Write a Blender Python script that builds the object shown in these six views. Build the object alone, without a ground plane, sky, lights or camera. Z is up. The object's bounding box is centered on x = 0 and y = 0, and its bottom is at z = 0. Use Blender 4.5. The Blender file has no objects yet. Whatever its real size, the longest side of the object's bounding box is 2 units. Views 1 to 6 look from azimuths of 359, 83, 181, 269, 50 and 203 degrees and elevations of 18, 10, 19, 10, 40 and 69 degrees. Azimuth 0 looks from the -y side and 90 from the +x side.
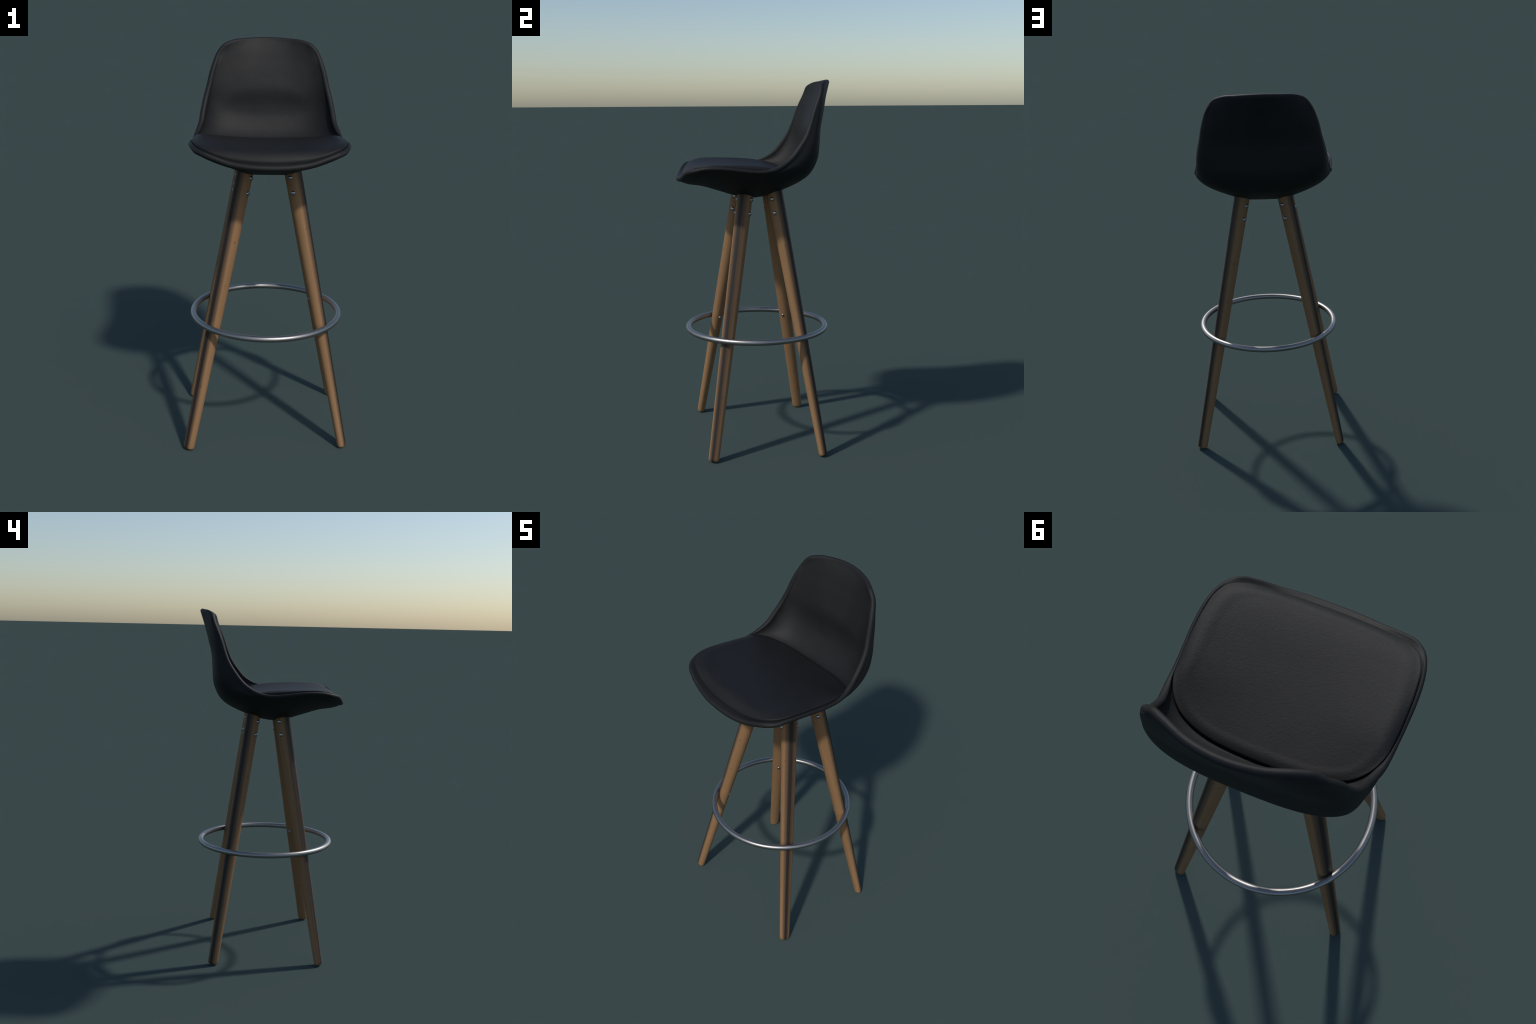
"""Bar stool: moulded dark shell with an upholstered pad, four splayed tapered
wooden legs, through bolts and a polished steel foot ring."""
import bpy, bmesh, math
import numpy as np
from mathutils import Vector, Matrix
from mathutils.bvhtree import BVHTree

# ------------------------------------------------------------------ helpers
def spline(t, pts, level_ends=False):
    """Non-uniform Catmull-Rom (Hermite) interpolant through pts at knots t."""
    t = np.asarray(t, float); p = np.asarray(pts, float)
    if p.ndim == 1: p = p[:, None]
    m = np.zeros_like(p)
    h = np.diff(t)[:, None]; d = np.diff(p, axis=0) / h
    m[1:-1] = (d[:-1] * h[1:] + d[1:] * h[:-1]) / (h[1:] + h[:-1])
    m[0] = 1.5 * d[0] - .5 * m[1]; m[-1] = 1.5 * d[-1] - .5 * m[-2]
    if level_ends:                       # smooth across the mirror plane
        m[0, 1:] = 0; m[-1, 1:] = 0
    def f(x):
        x = np.atleast_1d(np.asarray(x, float))
        i = np.clip(np.searchsorted(t, x, 'right') - 1, 0, len(t) - 2)
        hh = (t[i + 1] - t[i])[:, None]; s = ((x - t[i]) / (t[i + 1] - t[i]))[:, None]
        return ((2*s**3 - 3*s**2 + 1) * p[i] + (s**3 - 2*s**2 + s) * hh * m[i]
                + (-2*s**3 + 3*s**2) * p[i + 1] + (s**3 - s**2) * hh * m[i + 1])
    return f

def chord(p):
    p = np.asarray(p, float)
    return np.concatenate([[0], np.cumsum(np.linalg.norm(np.diff(p, axis=0), axis=1))])

def unit(a):
    return a / np.linalg.norm(a, axis=-1, keepdims=True)

def mesh_object(name, verts, faces, mat, parent, smooth=True):
    me = bpy.data.meshes.new(name)
    me.from_pydata([tuple(v) for v in verts], [], faces)
    bm = bmesh.new(); bm.from_mesh(me)
    bmesh.ops.remove_doubles(bm, verts=bm.verts, dist=1e-5)
    bmesh.ops.dissolve_degenerate(bm, edges=bm.edges, dist=1e-6)
    bmesh.ops.recalc_face_normals(bm, faces=bm.faces)
    bm.to_mesh(me); bm.free()
    for p in me.polygons: p.use_smooth = smooth
    me.materials.append(mat)
    ob = bpy.data.objects.new(name, me)
    bpy.context.collection.objects.link(ob)
    ob.parent = parent
    return ob

# ---------------------------------------------------------------- materials
def new_mat(name):
    m = bpy.data.materials.new(name); m.use_nodes = True
    nt = m.node_tree
    return m, nt, nt.nodes['Principled BSDF'], nt.nodes, nt.links

def leather(name, base, rough, spec, grain, bump):
    m, nt, b, N, L = new_mat(name)
    tc = N.new('ShaderNodeTexCoord')
    big = N.new('ShaderNodeTexNoise'); big.inputs['Scale'].default_value = 9
    big.inputs['Detail'].default_value = 4
    ramp = N.new('ShaderNodeValToRGB')
    lo = [c * .86 for c in base]; hi = [c * 1.14 for c in base]
    ramp.color_ramp.elements[0].position = .3; ramp.color_ramp.elements[1].position = .7
    ramp.color_ramp.elements[0].color = (*lo, 1); ramp.color_ramp.elements[1].color = (*hi, 1)
    L.new(tc.outputs['Object'], big.inputs['Vector'])
    L.new(big.outputs['Fac'], ramp.inputs['Fac'])
    L.new(ramp.outputs['Color'], b.inputs['Base Color'])
    # pebbled grain: small voronoi cells broken up by noise
    vor = N.new('ShaderNodeTexVoronoi'); vor.inputs['Scale'].default_value = grain
    vor.feature = 'SMOOTH_F1'
    nz = N.new('ShaderNodeTexNoise'); nz.inputs['Scale'].default_value = grain * .33
    nz.inputs['Detail'].default_value = 5
    add = N.new('ShaderNodeMath'); add.operation = 'MULTIPLY_ADD'
    add.inputs[1].default_value = .5
    L.new(tc.outputs['Object'], vor.inputs['Vector']); L.new(tc.outputs['Object'], nz.inputs['Vector'])
    L.new(vor.outputs['Distance'], add.inputs[0]); L.new(nz.outputs['Fac'], add.inputs[2])
    bp = N.new('ShaderNodeBump'); bp.inputs['Strength'].default_value = bump
    bp.inputs['Distance'].default_value = .002
    L.new(add.outputs[0], bp.inputs['Height']); L.new(bp.outputs['Normal'], b.inputs['Normal'])
    b.inputs['Roughness'].default_value = rough
    b.inputs['Specular IOR Level'].default_value = spec
    return m

def wood_material():
    """Oiled walnut-brown turned wood, grain along local z; a dark soft-edged
    streak runs down local +x (the outward face of each leg)."""
    m, nt, b, N, L = new_mat('oiled_wood')
    tc = N.new('ShaderNodeTexCoord')
    mp = N.new('ShaderNodeMapping'); mp.inputs['Scale'].default_value = (60, 60, 2.2)
    L.new(tc.outputs['Object'], mp.inputs['Vector'])
    nz = N.new('ShaderNodeTexNoise'); nz.inputs['Scale'].default_value = 1.6
    nz.inputs['Detail'].default_value = 6; nz.inputs['Roughness'].default_value = .6
    L.new(mp.outputs['Vector'], nz.inputs['Vector'])
    mp2 = N.new('ShaderNodeMapping'); mp2.inputs['Scale'].default_value = (14, 14, 1.1)
    L.new(tc.outputs['Object'], mp2.inputs['Vector'])
    nz2 = N.new('ShaderNodeTexNoise'); nz2.inputs['Scale'].default_value = 1.5
    nz2.inputs['Detail'].default_value = 3
    L.new(mp2.outputs['Vector'], nz2.inputs['Vector'])
    mixf = N.new('ShaderNodeMath'); mixf.operation = 'MULTIPLY_ADD'
    mixf.inputs[1].default_value = .45
    half = N.new('ShaderNodeMath'); half.operation = 'MULTIPLY'; half.inputs[1].default_value = .55
    L.new(nz2.outputs['Fac'], half.inputs[0])
    L.new(nz.outputs['Fac'], mixf.inputs[0]); L.new(half.outputs[0], mixf.inputs[2])
    ramp = N.new('ShaderNodeValToRGB')
    e = ramp.color_ramp.elements
    e[0].position = .3; e[0].color = (*WOOD_DARK, 1)
    e[1].position = .7; e[1].color = (*WOOD_LIGHT, 1)
    L.new(mixf.outputs[0], ramp.inputs['Fac'])
    # rare small dark pores
    mp3 = N.new('ShaderNodeMapping'); mp3.inputs['Scale'].default_value = (1, 1, .4)
    L.new(tc.outputs['Object'], mp3.inputs['Vector'])
    vo = N.new('ShaderNodeTexVoronoi'); vo.inputs['Scale'].default_value = 26
    L.new(mp3.outputs['Vector'], vo.inputs['Vector'])
    pr = N.new('ShaderNodeValToRGB')
    pr.color_ramp.elements[0].position = .04; pr.color_ramp.elements[0].color = (.45, .45, .45, 1)
    pr.color_ramp.elements[1].position = .10; pr.color_ramp.elements[1].color = (1, 1, 1, 1)
    L.new(vo.outputs['Distance'], pr.inputs['Fac'])
    mul = N.new('ShaderNodeMix'); mul.data_type = 'RGBA'; mul.blend_type = 'MULTIPLY'
    mul.inputs['Factor'].default_value = 1
    L.new(ramp.outputs['Color'], mul.inputs['A']); L.new(pr.outputs['Color'], mul.inputs['B'])
    # dark lengthwise streak: angle around the local axis
    sx = N.new('ShaderNodeSeparateXYZ'); L.new(tc.outputs['Object'], sx.inputs[0])
    at = N.new('ShaderNodeMath'); at.operation = 'ARCTAN2'
    L.new(sx.outputs['Y'], at.inputs[0]); L.new(sx.outputs['X'], at.inputs[1])
    wob = N.new('ShaderNodeMath'); wob.operation = 'MULTIPLY_ADD'
    wob.inputs[1].default_value = .22
    L.new(nz2.outputs['Fac'], wob.inputs[0]); L.new(at.outputs[0], wob.inputs[2])
    sub = N.new('ShaderNodeMath'); sub.operation = 'SUBTRACT'; sub.inputs[1].default_value = .11
    L.new(wob.outputs[0], sub.inputs[0])
    ab = N.new('ShaderNodeMath'); ab.operation = 'ABSOLUTE'; L.new(sub.outputs[0], ab.inputs[0])
    st = N.new('ShaderNodeValToRGB')
    q = st.color_ramp.elements
    q[0].position = .15; q[0].color = (1, 1, 1, 1)
    q[1].position = 1.0; q[1].color = (0, 0, 0, 1)
    mid = q.new(.42); mid.color = (.68, .68, .68, 1)
    st.color_ramp.interpolation = 'EASE'
    L.new(ab.outputs[0], st.inputs['Fac'])
    mix = N.new('ShaderNodeMix'); mix.data_type = 'RGBA'
    L.new(st.outputs['Color'], mix.inputs['Factor'])
    L.new(mul.outputs['Result'], mix.inputs['A']); mix.inputs['B'].default_value = (*LEG_DARK_STREAK, 1)
    L.new(mix.outputs['Result'], b.inputs['Base Color'])
    b.inputs['Roughness'].default_value = .55
    b.inputs['Specular IOR Level'].default_value = .25
    bp = N.new('ShaderNodeBump'); bp.inputs['Strength'].default_value = .12
    bp.inputs['Distance'].default_value = .001
    L.new(nz.outputs['Fac'], bp.inputs['Height']); L.new(bp.outputs['Normal'], b.inputs['Normal'])
    return m

def steel(name, base, rough):
    m, nt, b, N, L = new_mat(name)
    tc = N.new('ShaderNodeTexCoord')
    nz = N.new('ShaderNodeTexNoise'); nz.inputs['Scale'].default_value = 14
    L.new(tc.outputs['Object'], nz.inputs['Vector'])
    mr = N.new('ShaderNodeMapRange')
    mr.inputs['To Min'].default_value = rough * .85; mr.inputs['To Max'].default_value = rough * 1.15
    L.new(nz.outputs['Fac'], mr.inputs['Value']); L.new(mr.outputs['Result'], b.inputs['Roughness'])
    b.inputs['Base Color'].default_value = (*base, 1)
    b.inputs['Metallic'].default_value = 1
    return m

WOOD_LIGHT = (.295, .168, .082)
WOOD_DARK = (.226, .124, .058)
LEG_DARK_STREAK = (.024, .019, .017)
SHELL = leather('dark_moulded_shell', (.0108, .0108, .0110), .62, .28, 260, .3)
PAD = leather('dark_faux_leather', (.0090, .0090, .0096), .62, .28, 330, .3)
WOOD = wood_material()
RING = steel('polished_steel', (.34, .33, .32), .40)
BOLT = steel('bolt_steel', (.36, .37, .39), .34)

# ---------------------------------------------------------------- top level
stool = bpy.data.objects.new('bar_stool', None)
bpy.context.collection.objects.link(stool)
stool['label'] = 'dark leather bar stool with splayed wooden legs and steel foot ring'
stool['category'] = 'bar stool'

# ------------------------------------------------------------------- shell
# Rim of the shell, right half, front centre -> front corner -> side -> top.
FRONT = [(0, -.421, 1.4725), (.10, -.417, 1.476), (.19, -.403, 1.4885), (.26, -.387, 1.510), (.31, -.368, 1.526)]
SIDE = [(.345, -.335, 1.5355), (.365, -.285, 1.546), (.377, -.22, 1.549), (.3805, -.15, 1.544),
        (.379, -.08, 1.535), (.3755, -.01, 1.529), (.373, .035, 1.531), (.368, .083, 1.546),
        (.3575, .119, 1.569), (.344, .159, 1.602), (.3345, .199, 1.652), (.321, .238, 1.713),
        (.307, .259, 1.764), (.291, .283, 1.835), (.278, .300, 1.878), (.260, .321, 1.925), (.244, .330, 1.951)]
TOP = [(.225, .337, 1.970), (.19, .354, 1.985), (.10, .390, 1.996), (0, .4035, 2.0)]
LOOP = FRONT + SIDE + TOP
SHIFT_X = -.002
# outward direction of the edge at each rim station
EDGE = ([(0, -.95, -.3)] * 2 + [(.1, -.95, -.3), (.3, -.9, -.25), (.45, -.85, -.2)]
        + [(.7, -.7, -.1), (.92, -.35, -.05), (1, -.1, 0), (1, 0, 0), (1, 0, 0), (1, 0, .05), (1, -.1, .1)]
        + [(.9, -.35, .2), (.75, -.55, .3), (.62, -.72, .3), (.52, -.82, .25), (.48, -.86, .15), (.48, -.85, .15),
           (.5, -.8, .25), (.5, -.7, .4), (.48, -.5, .6), (.42, -.35, .75)]
        + [(.35, -.2, .85), (.22, -.1, .95), (.1, 0, 1), (0, .05, 1)])
RAD = [.0140] * 5 + [.012, .0115, .011, .011, .011, .011, .012] + [.014] + [.015] * 7 + [.014] * 2 + [.013] * 4
# centre lines (y, z), one entry per SIDE station; first and last come from the rim
C_OUT = [None, (-.36, 1.4485), (-.28, 1.4365), (-.18, 1.4065), (-.09, 1.380), (0, 1.3700), (.08, 1.3835),
         (.155, 1.4105), (.23, 1.444), (.29, 1.488), (.330, 1.565), (.3405, 1.655), (.346, 1.735),
         (.3685, 1.83), (.384, 1.887), (.402, 1.945), None]
C_IN = [None, (-.36, 1.495), (-.28, 1.498), (-.18, 1.498), (-.09, 1.495), (0, 1.491), (.08, 1.488),
        (.15, 1.487), (.21, 1.497), (.252, 1.530), (.287, 1.59), (.302, 1.655), (.3065, 1.735),
        (.327, 1.83), (.3460, 1.887), (.3680, 1.945), None]
# section shape: depth share a*x^2 + (1-a)*x^n for y and z  -> (ay, ny, az, nz)
G_OUT = [(.65, 8, .40, 8), (.55, 7, .42, 8), (.5, 6, .45, 7), (.5, 6, .45, 7), (.5, 6, .45, 7), (.5, 6, .45, 7),
         (.5, 6, .45, 7), (.38, 7, .40, 8), (.24, 8, .34, 8), (.14, 9, .28, 8), (.07, 10, .2, 7), (.06, 10, .15, 7),
         (.12, 9, .18, 7), (.34, 8, .2, 6), (.55, 7, .2, 6), (.8, 6, .2, 6), (1, 6, .2, 6)]
G_IN = [(.65, 8, .40, 8), (.55, 7, .45, 6), (.5, 6, .45, 5), (.5, 6, .45, 5), (.5, 6, .45, 5), (.5, 6, .45, 5),
        (.5, 6, .40, 6), (.40, 6, .35, 6), (.28, 6, .25, 6), (.18, 5.5, .2, 6), (.12, 5.5, .15, 6), (.10, 6, .15, 6),
        (.22, 6, .15, 6), (.46, 6, .2, 6), (.66, 6, .2, 6), (.88, 6, .2, 6), (1, 6, .2, 6)]

NU, NV, NCAP = 120, 50, 9
loop_t = chord(LOOP)
f_loop = spline(loop_t, LOOP, True)
f_edge = spline(loop_t, EDGE)
f_rad = spline(loop_t, RAD)
i0, i1 = len(FRONT), len(FRONT) + len(SIDE) - 1
T0, T1 = loop_t[i0], loop_t[i1]
side_t = loop_t[i0:i1 + 1]

def rim_frame(t):
    """Rim point, outward edge direction, inner-face normal and radius."""
    t = np.atleast_1d(t)
    tt = np.clip(t, 1e-4, loop_t[-1] - 1e-4)
    tan = unit(f_loop(tt + 1e-4) - f_loop(tt - 1e-4))
    R = f_loop(t); R[:, 0] = np.maximum(R[:, 0], 0)
    e = f_edge(t); e = unit(e - tan * np.sum(e * tan, 1, keepdims=True))
    end = (t < 1e-6) | (t > loop_t[-1] - 1e-6)
    e[end, 0] = 0; e = unit(e)
    n = np.cross(e, tan)
    n *= np.sign(n @ np.array([0, -.6, .7]))[:, None]
    n[end, 0] = 0
    return R, e, unit(n), f_rad(t)

def rim_ring(t, ang):
    R, e, n, r = rim_frame(t)
    return R - e * r + r * (math.cos(ang) * e + math.sin(ang) * n)

V = np.linspace(0, 1, NV + 1)
XI = 1 - (1 - V) ** 1.9
U = np.linspace(0, 1, NU + 1)
# rows: denser near both ends
UT = T0 + (T1 - T0) * (U - .06 * np.sin(4 * np.pi * U) / (2 * np.pi) * .5)

def surface(C, G, ang, shape, BOX):
    """One face of the shell (right half) as a grid [row, column]."""
    S = rim_ring(UT, ang)
    F = rim_ring(T0 * XI, ang)
    K = rim_ring(loop_t[-1] - (loop_t[-1] - T1) * XI, ang)
    c = [list(x) if x is not None else None for x in C]
    c[0] = F[0, 1:]; c[-1] = K[0, 1:]
    cen = spline(side_t, c)(UT)
    g = np.clip(spline(side_t, G)(UT), [0, 2, 0, 2], [1, 12, 1, 12])
    P = np.zeros((NU + 1, NV + 1, 3))
    x = XI[None, :]
    P[:, :, 0] = S[:, :1] * x
    wy, wz, kl, fl = (np.clip(spline(side_t, q)(UT), 0, 1) for q in shape)
    def share(xx, a, n, w):
        xx = np.clip(xx, 0, 1)
        box = 1 - (1 - xx ** BOX) ** (1 / BOX)          # squarish wall
        return a * xx ** 2 + (1 - a) * ((1 - w) * xx ** n + w * box)
    for k, w in ((0, wy), (1, wz)):
        a, n = g[:, 2*k:2*k + 1], g[:, 2*k + 1:2*k + 2]
        gg = share(x, a, n, w)
        if k == 1:                       # hub under the seat with straight wings
            gg = (1 - kl) * gg + kl * np.clip((x - .22) / .78, 0, 1) ** 1.35
        raw = 1 - share(x / .95, a, n, w)    # walls turn outward into a flat lip
        sat = 1 - .5 * (raw + np.sqrt(raw ** 2 + .025))
        s0 = sat[:, :1]; sat = (sat - s0) / (sat[:, -1:] - s0)
        gg = (1 - fl) * gg + fl * sat
        P[:, :, k + 1] = cen[:, k:k + 1] + (S[:, k + 1:k + 2] - cen[:, k:k + 1]) * gg
    # blend the end rows onto the true front and top edges
    d = (UT - T0); w0 = np.clip(1 - d / .16, 0, 1) ** 2
    w1 = np.clip(1 - (T1 - UT) / .14, 0, 1) ** 2
    P += w0[:, None, None] * (F - P[0])[None] + w1[:, None, None] * (K - P[-1])[None]
    return P

# per station: squareness in y, squareness in z, hub weight, outward lip weight
ZERO = [0] * 17
KEEL = [0, .35, .65, .8, .78, .7, .6, .5, .35, .12, 0, 0, 0, 0, 0, 0, 0]
WALL_OUT_Y = [0, 0, 0, 0, 0, .3, .8, 1, 1, 1, 1, 1, 1, .7, .35, .1, 0]
WALL_OUT_Z = [0, 0, 0, 0, 0, 0, .05, .15, .4, .75, 1, 1, 1, .8, .5, .2, 0]
WALL_IN_Y = [0, 0, 0, 0, 0, .1, .3, .6, .7, .7, .6, .4, .2, .1, 0, 0, 0]
WALL_IN_Z = [0, 0, 0, 0, 0, .1, .3, .6, .7, .7, .6, .4, .2, .1, 0, 0, 0]
FLANGE = ZERO
outer = surface(C_OUT, G_OUT, -math.pi / 2, (WALL_OUT_Y, WALL_OUT_Z, KEEL, ZERO), 3.3)
inner = surface(C_IN, G_IN, math.pi / 2, (WALL_IN_Y, WALL_IN_Z, ZERO, FLANGE), 3.2)
# lumbar roll: a soft arched ridge across the inside of the backrest
xr, zr = inner[:, :, 0], inner[:, :, 2]
roll = np.exp(-((zr - (1.752 - 1.5 * xr ** 2)) / .046) ** 2) * np.clip(1 - (xr / .29) ** 2, 0, 1)
inner[:, :, 1] -= .0036 * roll * (inner[:, :, 1] > .15)

def full(P):
    m = P[:, :0:-1].copy(); m[:, :, 0] *= -1
    Q = np.concatenate([m, P], axis=1)
    Q[:, NV, 0] = 0
    return Q

def build_shell():
    O, I = full(outer), full(inner)
    nr, nc = O.shape[:2]
    verts = [*O.reshape(-1, 3), *I.reshape(-1, 3)]
    off = nr * nc
    idx = lambda r, c: r * nc + c
    faces = []
    for r in range(nr - 1):
        for c in range(nc - 1):
            q = (idx(r, c), idx(r, c + 1), idx(r + 1, c + 1), idx(r + 1, c))
            faces.append(q); faces.append(tuple(off + k for k in reversed(q)))
    # boundary of the grid and its loop parameter (sign = side)
    ring = ([(0, c) for c in range(nc)] + [(r, nc - 1) for r in range(1, nr)]
            + [(nr - 1, c) for c in range(nc - 2, -1, -1)] + [(r, 0) for r in range(nr - 2, 0, -1)])
    par = []
    for r, c in ring:
        k = c - NV; x = XI[abs(k)]
        if r == 0: t = T0 * x
        elif r == nr - 1: t = loop_t[-1] - (loop_t[-1] - T1) * x
        else: t = UT[r]
        par.append((t, -1 if k < 0 else 1))
    ts = np.array([p[0] for p in par]); sg = np.array([p[1] for p in par])
    prev = [idx(*rc) for rc in ring]
    for j in range(1, NCAP + 1):
        if j == NCAP:
            cur = [off + idx(*rc) for rc in ring]
        else:
            P = rim_ring(ts, -math.pi / 2 + math.pi * j / NCAP); P[:, 0] *= sg
            base = len(verts); verts += list(P); cur = list(range(base, base + len(ring)))
        n = len(ring)
        for k in range(n):
            faces.append((prev[k], prev[(k + 1) % n], cur[(k + 1) % n], cur[k]))
        prev = cur
    verts = [(v[0] + SHIFT_X, v[1], v[2]) for v in verts]
    return mesh_object('seat_shell', verts, faces, SHELL, stool)

shell = build_shell()

# --------------------------------------------------------------------- pad
PAD_OUT = [(0, -.386), (.13, -.380), (.22, -.366), (.285, -.345), (.329, -.312), (.352, -.263), (.3625, -.19),
           (.365, -.10), (.362, -.01), (.353, .06), (.325, .118), (.292, .151), (.240, .177), (.17, .195),
           (.09, .202), (0, .204)]
# crown of the pad along the centre line (y, z)
PAD_TOP = [(-.39, 1.533), (-.33, 1.545), (-.28, 1.5475), (-.22, 1.546), (-.12, 1.539), (0, 1.530), (.1, 1.521), (.21, 1.511)]
# sideways rise towards x = 0.3
PAD_RISE = [(-.39, .005), (-.3, .013), (-.2, .018), (-.1, .023), (0, .025), (.1, .020), (.21, .012)]

def build_pad():
    bv = BVHTree.FromPolygons([tuple(p) for p in full(inner).reshape(-1, 3)],
        [(r * (2*NV+1) + c, r * (2*NV+1) + c + 1, (r+1) * (2*NV+1) + c + 1, (r+1) * (2*NV+1) + c)
         for r in range(NU) for c in range(2 * NV)])
    t = chord([(a, b, 0) for a, b in PAD_OUT])
    half = spline(t, PAD_OUT)(np.linspace(0, t[-1], 81))
    half[0, 0] = half[-1, 0] = 0
    out = np.concatenate([half, half[-2:0:-1] * [-1, 1]])
    n = len(out); cen = np.array([0, -.09])
    def floor(x, y):
        h = bv.ray_cast(Vector((x, y, 1.7)), Vector((0, 0, -1)))
        return h[0].z if h[0] is not None else 1.5
    top = spline([y for y, z in PAD_TOP], [z for y, z in PAD_TOP])
    rise = spline([y for y, z in PAD_RISE], [z for y, z in PAD_RISE])
    def crown(x, y):
        y = min(max(y, -.39), .21)
        return float(top(y)[0, 0]) + float(rise(y)[0, 0]) * (x / .3) ** 2
    # rings: slightly tucked foot, rolled edge, then the crowned top
    prof = [(.985, None), (.994, -.004), (1.0, .003)]
    prof += [(1 - .30 * t ** 1.6, t) for t in np.linspace(.06, 1, 22)]
    prof += [(v, 1) for v in (.6, .48, .36, .24, .12)]
    verts, faces = [], []
    for s, t in prof:
        for p in out:
            q = cen + (p - cen) * s
            f = floor(*q)
            if t is None: z = f - .008
            elif t < .01: z = f + t
            else:
                d = np.linalg.norm(p - q)
                D = .07 - .025 * min(1, max(0, p[1] / .15))
                e = max(0, 1 - d / D)
                sh = 1 - e ** 3.4
                edge = f + .008
                z = edge + (max(crown(*q), f + .004) - edge) * sh + .004 * (1 - math.exp(-d / .002)) * e
            verts.append((q[0], q[1], z))
    verts.append((cen[0], cen[1], crown(*cen)))
    nr = len(prof)
    for r in range(nr - 1):
        for k in range(n):
            faces.append((r*n + k, r*n + (k+1) % n, (r+1)*n + (k+1) % n, (r+1)*n + k))
    for k in range(n): faces.append(((nr-1)*n + k, (nr-1)*n + (k+1) % n, nr*n))
    verts = [(v[0] + SHIFT_X, v[1], v[2]) for v in verts]
    return mesh_object('seat_pad', verts, faces, PAD, stool)

pad = build_pad()

# -------------------------------------------------------------------- legs
def az(deg):
    a = math.radians(deg); return Vector((math.sin(a), -math.cos(a), 0))

R_TOP, R_MAJ, R_MIN = .0420, .0288, .0222
def leg_mesh(out_vec, axis_vec, length, phi_vec, name):
    """Turned leg in local space: z up the leg, +x towards the outward streak.
    Round at the top, oval at the foot, both ends with eased edges."""
    z = axis_vec; x = (out_vec - z * out_vec.dot(z)).normalized(); y = z.cross(x)
    ph = math.atan2(phi_vec.dot(y), phi_vec.dot(x))
    stations = [(0, .0), (0, .35), (0, .68), (.0015, .80), (.004, .895), (.008, .96), (.013, .99), (.019, 1.0)]
    stations += [(.019 + (length - .025) * i / 24, 1.0) for i in range(1, 25)]
    stations += [(length - .003, .99), (length - .001, .965), (length, .93), (length, .5), (length, 0)]
    M = 48; verts = []; faces = []
    for s, k in stations:
        f = s / length; k *= 1 + .12 * f * (1 - f)      # slight swell mid-shaft
        ra = (R_MAJ + (R_TOP - R_MAJ) * f) * k; rb = (R_MIN + (R_TOP - R_MIN) * f) * k
        for j in range(M):
            a = 2 * math.pi * j / M
            u, v = ra * math.cos(a), rb * math.sin(a)
            verts.append((u * math.cos(ph) - v * math.sin(ph), u * math.sin(ph) + v * math.cos(ph), s))
    for r in range(len(stations) - 1):
        for j in range(M):
            faces.append((r*M + j, r*M + (j+1) % M, (r+1)*M + (j+1) % M, (r+1)*M + j))
    return verts, faces, Matrix((x, y, z)).transposed()

def dome(radius, height):
    verts, faces = [], []; M = 24
    prof = [(1, -.3), (1, 0), (.985, .18), (.92, .45), (.78, .72), (.55, .9), (.28, .98)]
    for r, h in prof:
        for j in range(M):
            a = 2 * math.pi * j / M
            verts.append((radius * r * math.cos(a), radius * r * math.sin(a), height * h))
    for i in range(len(prof) - 1):
        for j in range(M): faces.append((i*M + j, i*M + (j+1) % M, (i+1)*M + (j+1) % M, (i+1)*M + j))
    c = len(verts); verts.append((0, 0, height))
    for j in range(M): faces.append(((len(prof)-1)*M + j, (len(prof)-1)*M + (j+1) % M, c))
    return verts, faces

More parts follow.
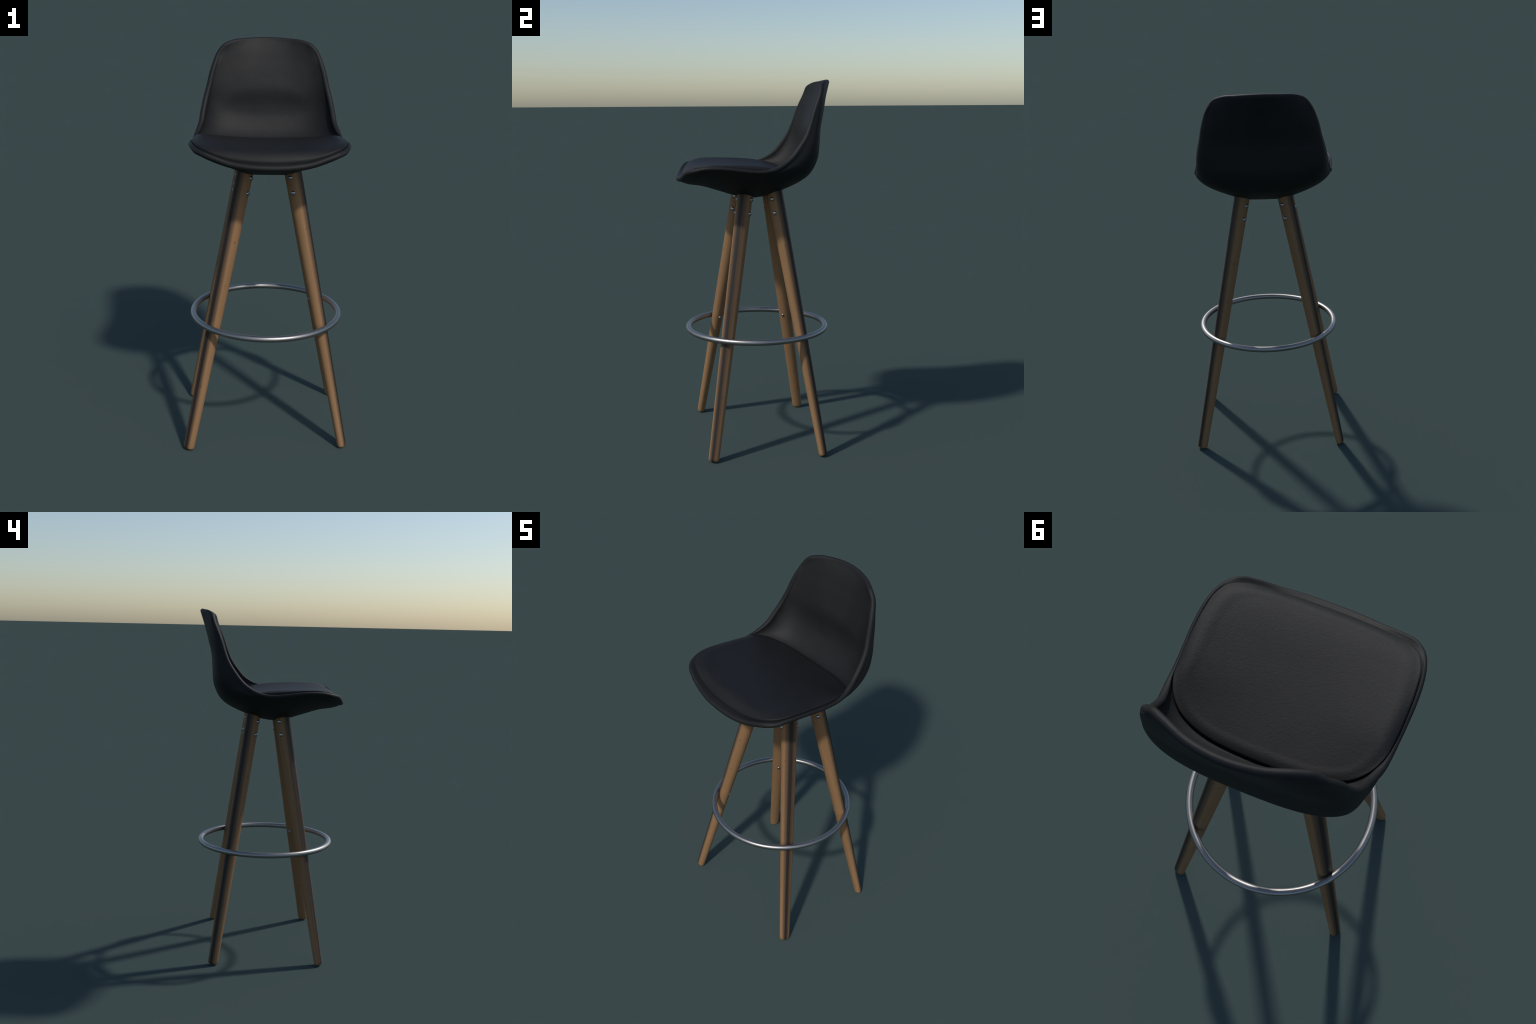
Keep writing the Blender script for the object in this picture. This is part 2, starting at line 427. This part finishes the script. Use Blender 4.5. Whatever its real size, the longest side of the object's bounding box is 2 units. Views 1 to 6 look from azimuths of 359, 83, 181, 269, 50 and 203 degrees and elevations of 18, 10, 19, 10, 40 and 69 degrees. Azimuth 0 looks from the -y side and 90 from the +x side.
# foot (x, y), point on the axis at z = 1.2, streak azimuth, bolt azimuth, wide-axis azimuth, ring screw azimuth
LEGS = [((.394, -.263), (.156, -.084), 63, 152, 162, 235),
        ((-.3905, -.295), (-.1540, -.098), -44, 57, 70, 112),
        ((.389, .330), (.155, .139), 128, 51, 66, 300),
        ((-.3955, .310), (-.158, .132), 238, 144, 164, 55)]
dv, df = dome(.0122, .0085)
bolt_me = None
sv, sf = dome(.0088, .006)
screw_me = None
for foot, top, s_az, b_az, w_az, r_az in LEGS:
    F = Vector((*foot, 0)); Tp = Vector((*top, 1.2))
    axis = (Tp - F).normalized()
    tilt = math.sqrt(1 - axis.z ** 2)
    F = F + axis * 0.0045                  # lowest point of the eased foot on the floor
    length = (1.412 - F.z) / axis.z
    out = az(s_az)
    v, f, rot = leg_mesh(out, axis, length, az(w_az), 'leg')
    leg = mesh_object('leg', v, f, WOOD, stool)
    # settle the foot on z = 0
    place = Matrix.Translation(F) @ rot.to_4x4()
    low = min((place @ p.co).z for p in leg.data.vertices)
    leg.matrix_local = Matrix.Translation((0, 0, -low)) @ place
    def fastener(name, me, z, direction, lift):
        """Domed head on the leg surface at height z facing direction."""
        s = (z - F.z) / axis.z
        d = (direction - axis * direction.dot(axis)).normalized()
        loc = rot.transposed() @ d
        bv = BVHTree.FromObject(leg, bpy.context.evaluated_depsgraph_get())
        o = Vector((0, 0, s))
        h = bv.ray_cast(o + loc * .2, -loc)[0] or (o + loc * .04)
        ob = bpy.data.objects.new(name, me)
        bpy.context.collection.objects.link(ob)
        ob.parent = leg
        q = Vector((0, 0, 1)).rotation_difference(loc)
        ob.matrix_local = Matrix.Translation(h + loc * lift) @ q.to_matrix().to_4x4()
        return ob
    bpy.context.view_layer.update()
    for z in (1.367, 1.294):
        for k in (0, 180):
            if bolt_me is None:
                t0 = mesh_object('bolt_head', dv, df, BOLT, leg); bolt_me = t0.data
                bpy.data.objects.remove(t0)
            fastener('bolt_head', bolt_me, z, az(b_az + k), -.0005)
    if screw_me is None:
        t0 = mesh_object('ring_screw', sv, sf, BOLT, leg); screw_me = t0.data
        bpy.data.objects.remove(t0)
    fastener('ring_screw', screw_me, .638, az(r_az), -.0005)

# ---------------------------------------------------------------- foot ring
def build_ring(cx, cy, cz, rx, ry, r):
    M, K = 128, 20; verts, faces = [], []
    for i in range(M):
        a = 2 * math.pi * i / M
        for j in range(K):
            b = 2 * math.pi * j / K
            verts.append((cx + (rx + r * math.cos(b)) * math.cos(a), cy + (ry + r * math.cos(b)) * math.sin(a), cz + r * math.sin(b)))
    for i in range(M):
        for j in range(K):
            faces.append((i*K + j, ((i+1) % M)*K + j, ((i+1) % M)*K + (j+1) % K, i*K + (j+1) % K))
    return mesh_object('foot_ring', verts, faces, RING, stool)

build_ring(-.001, .0155, .6385, .375, .3845, .0155)
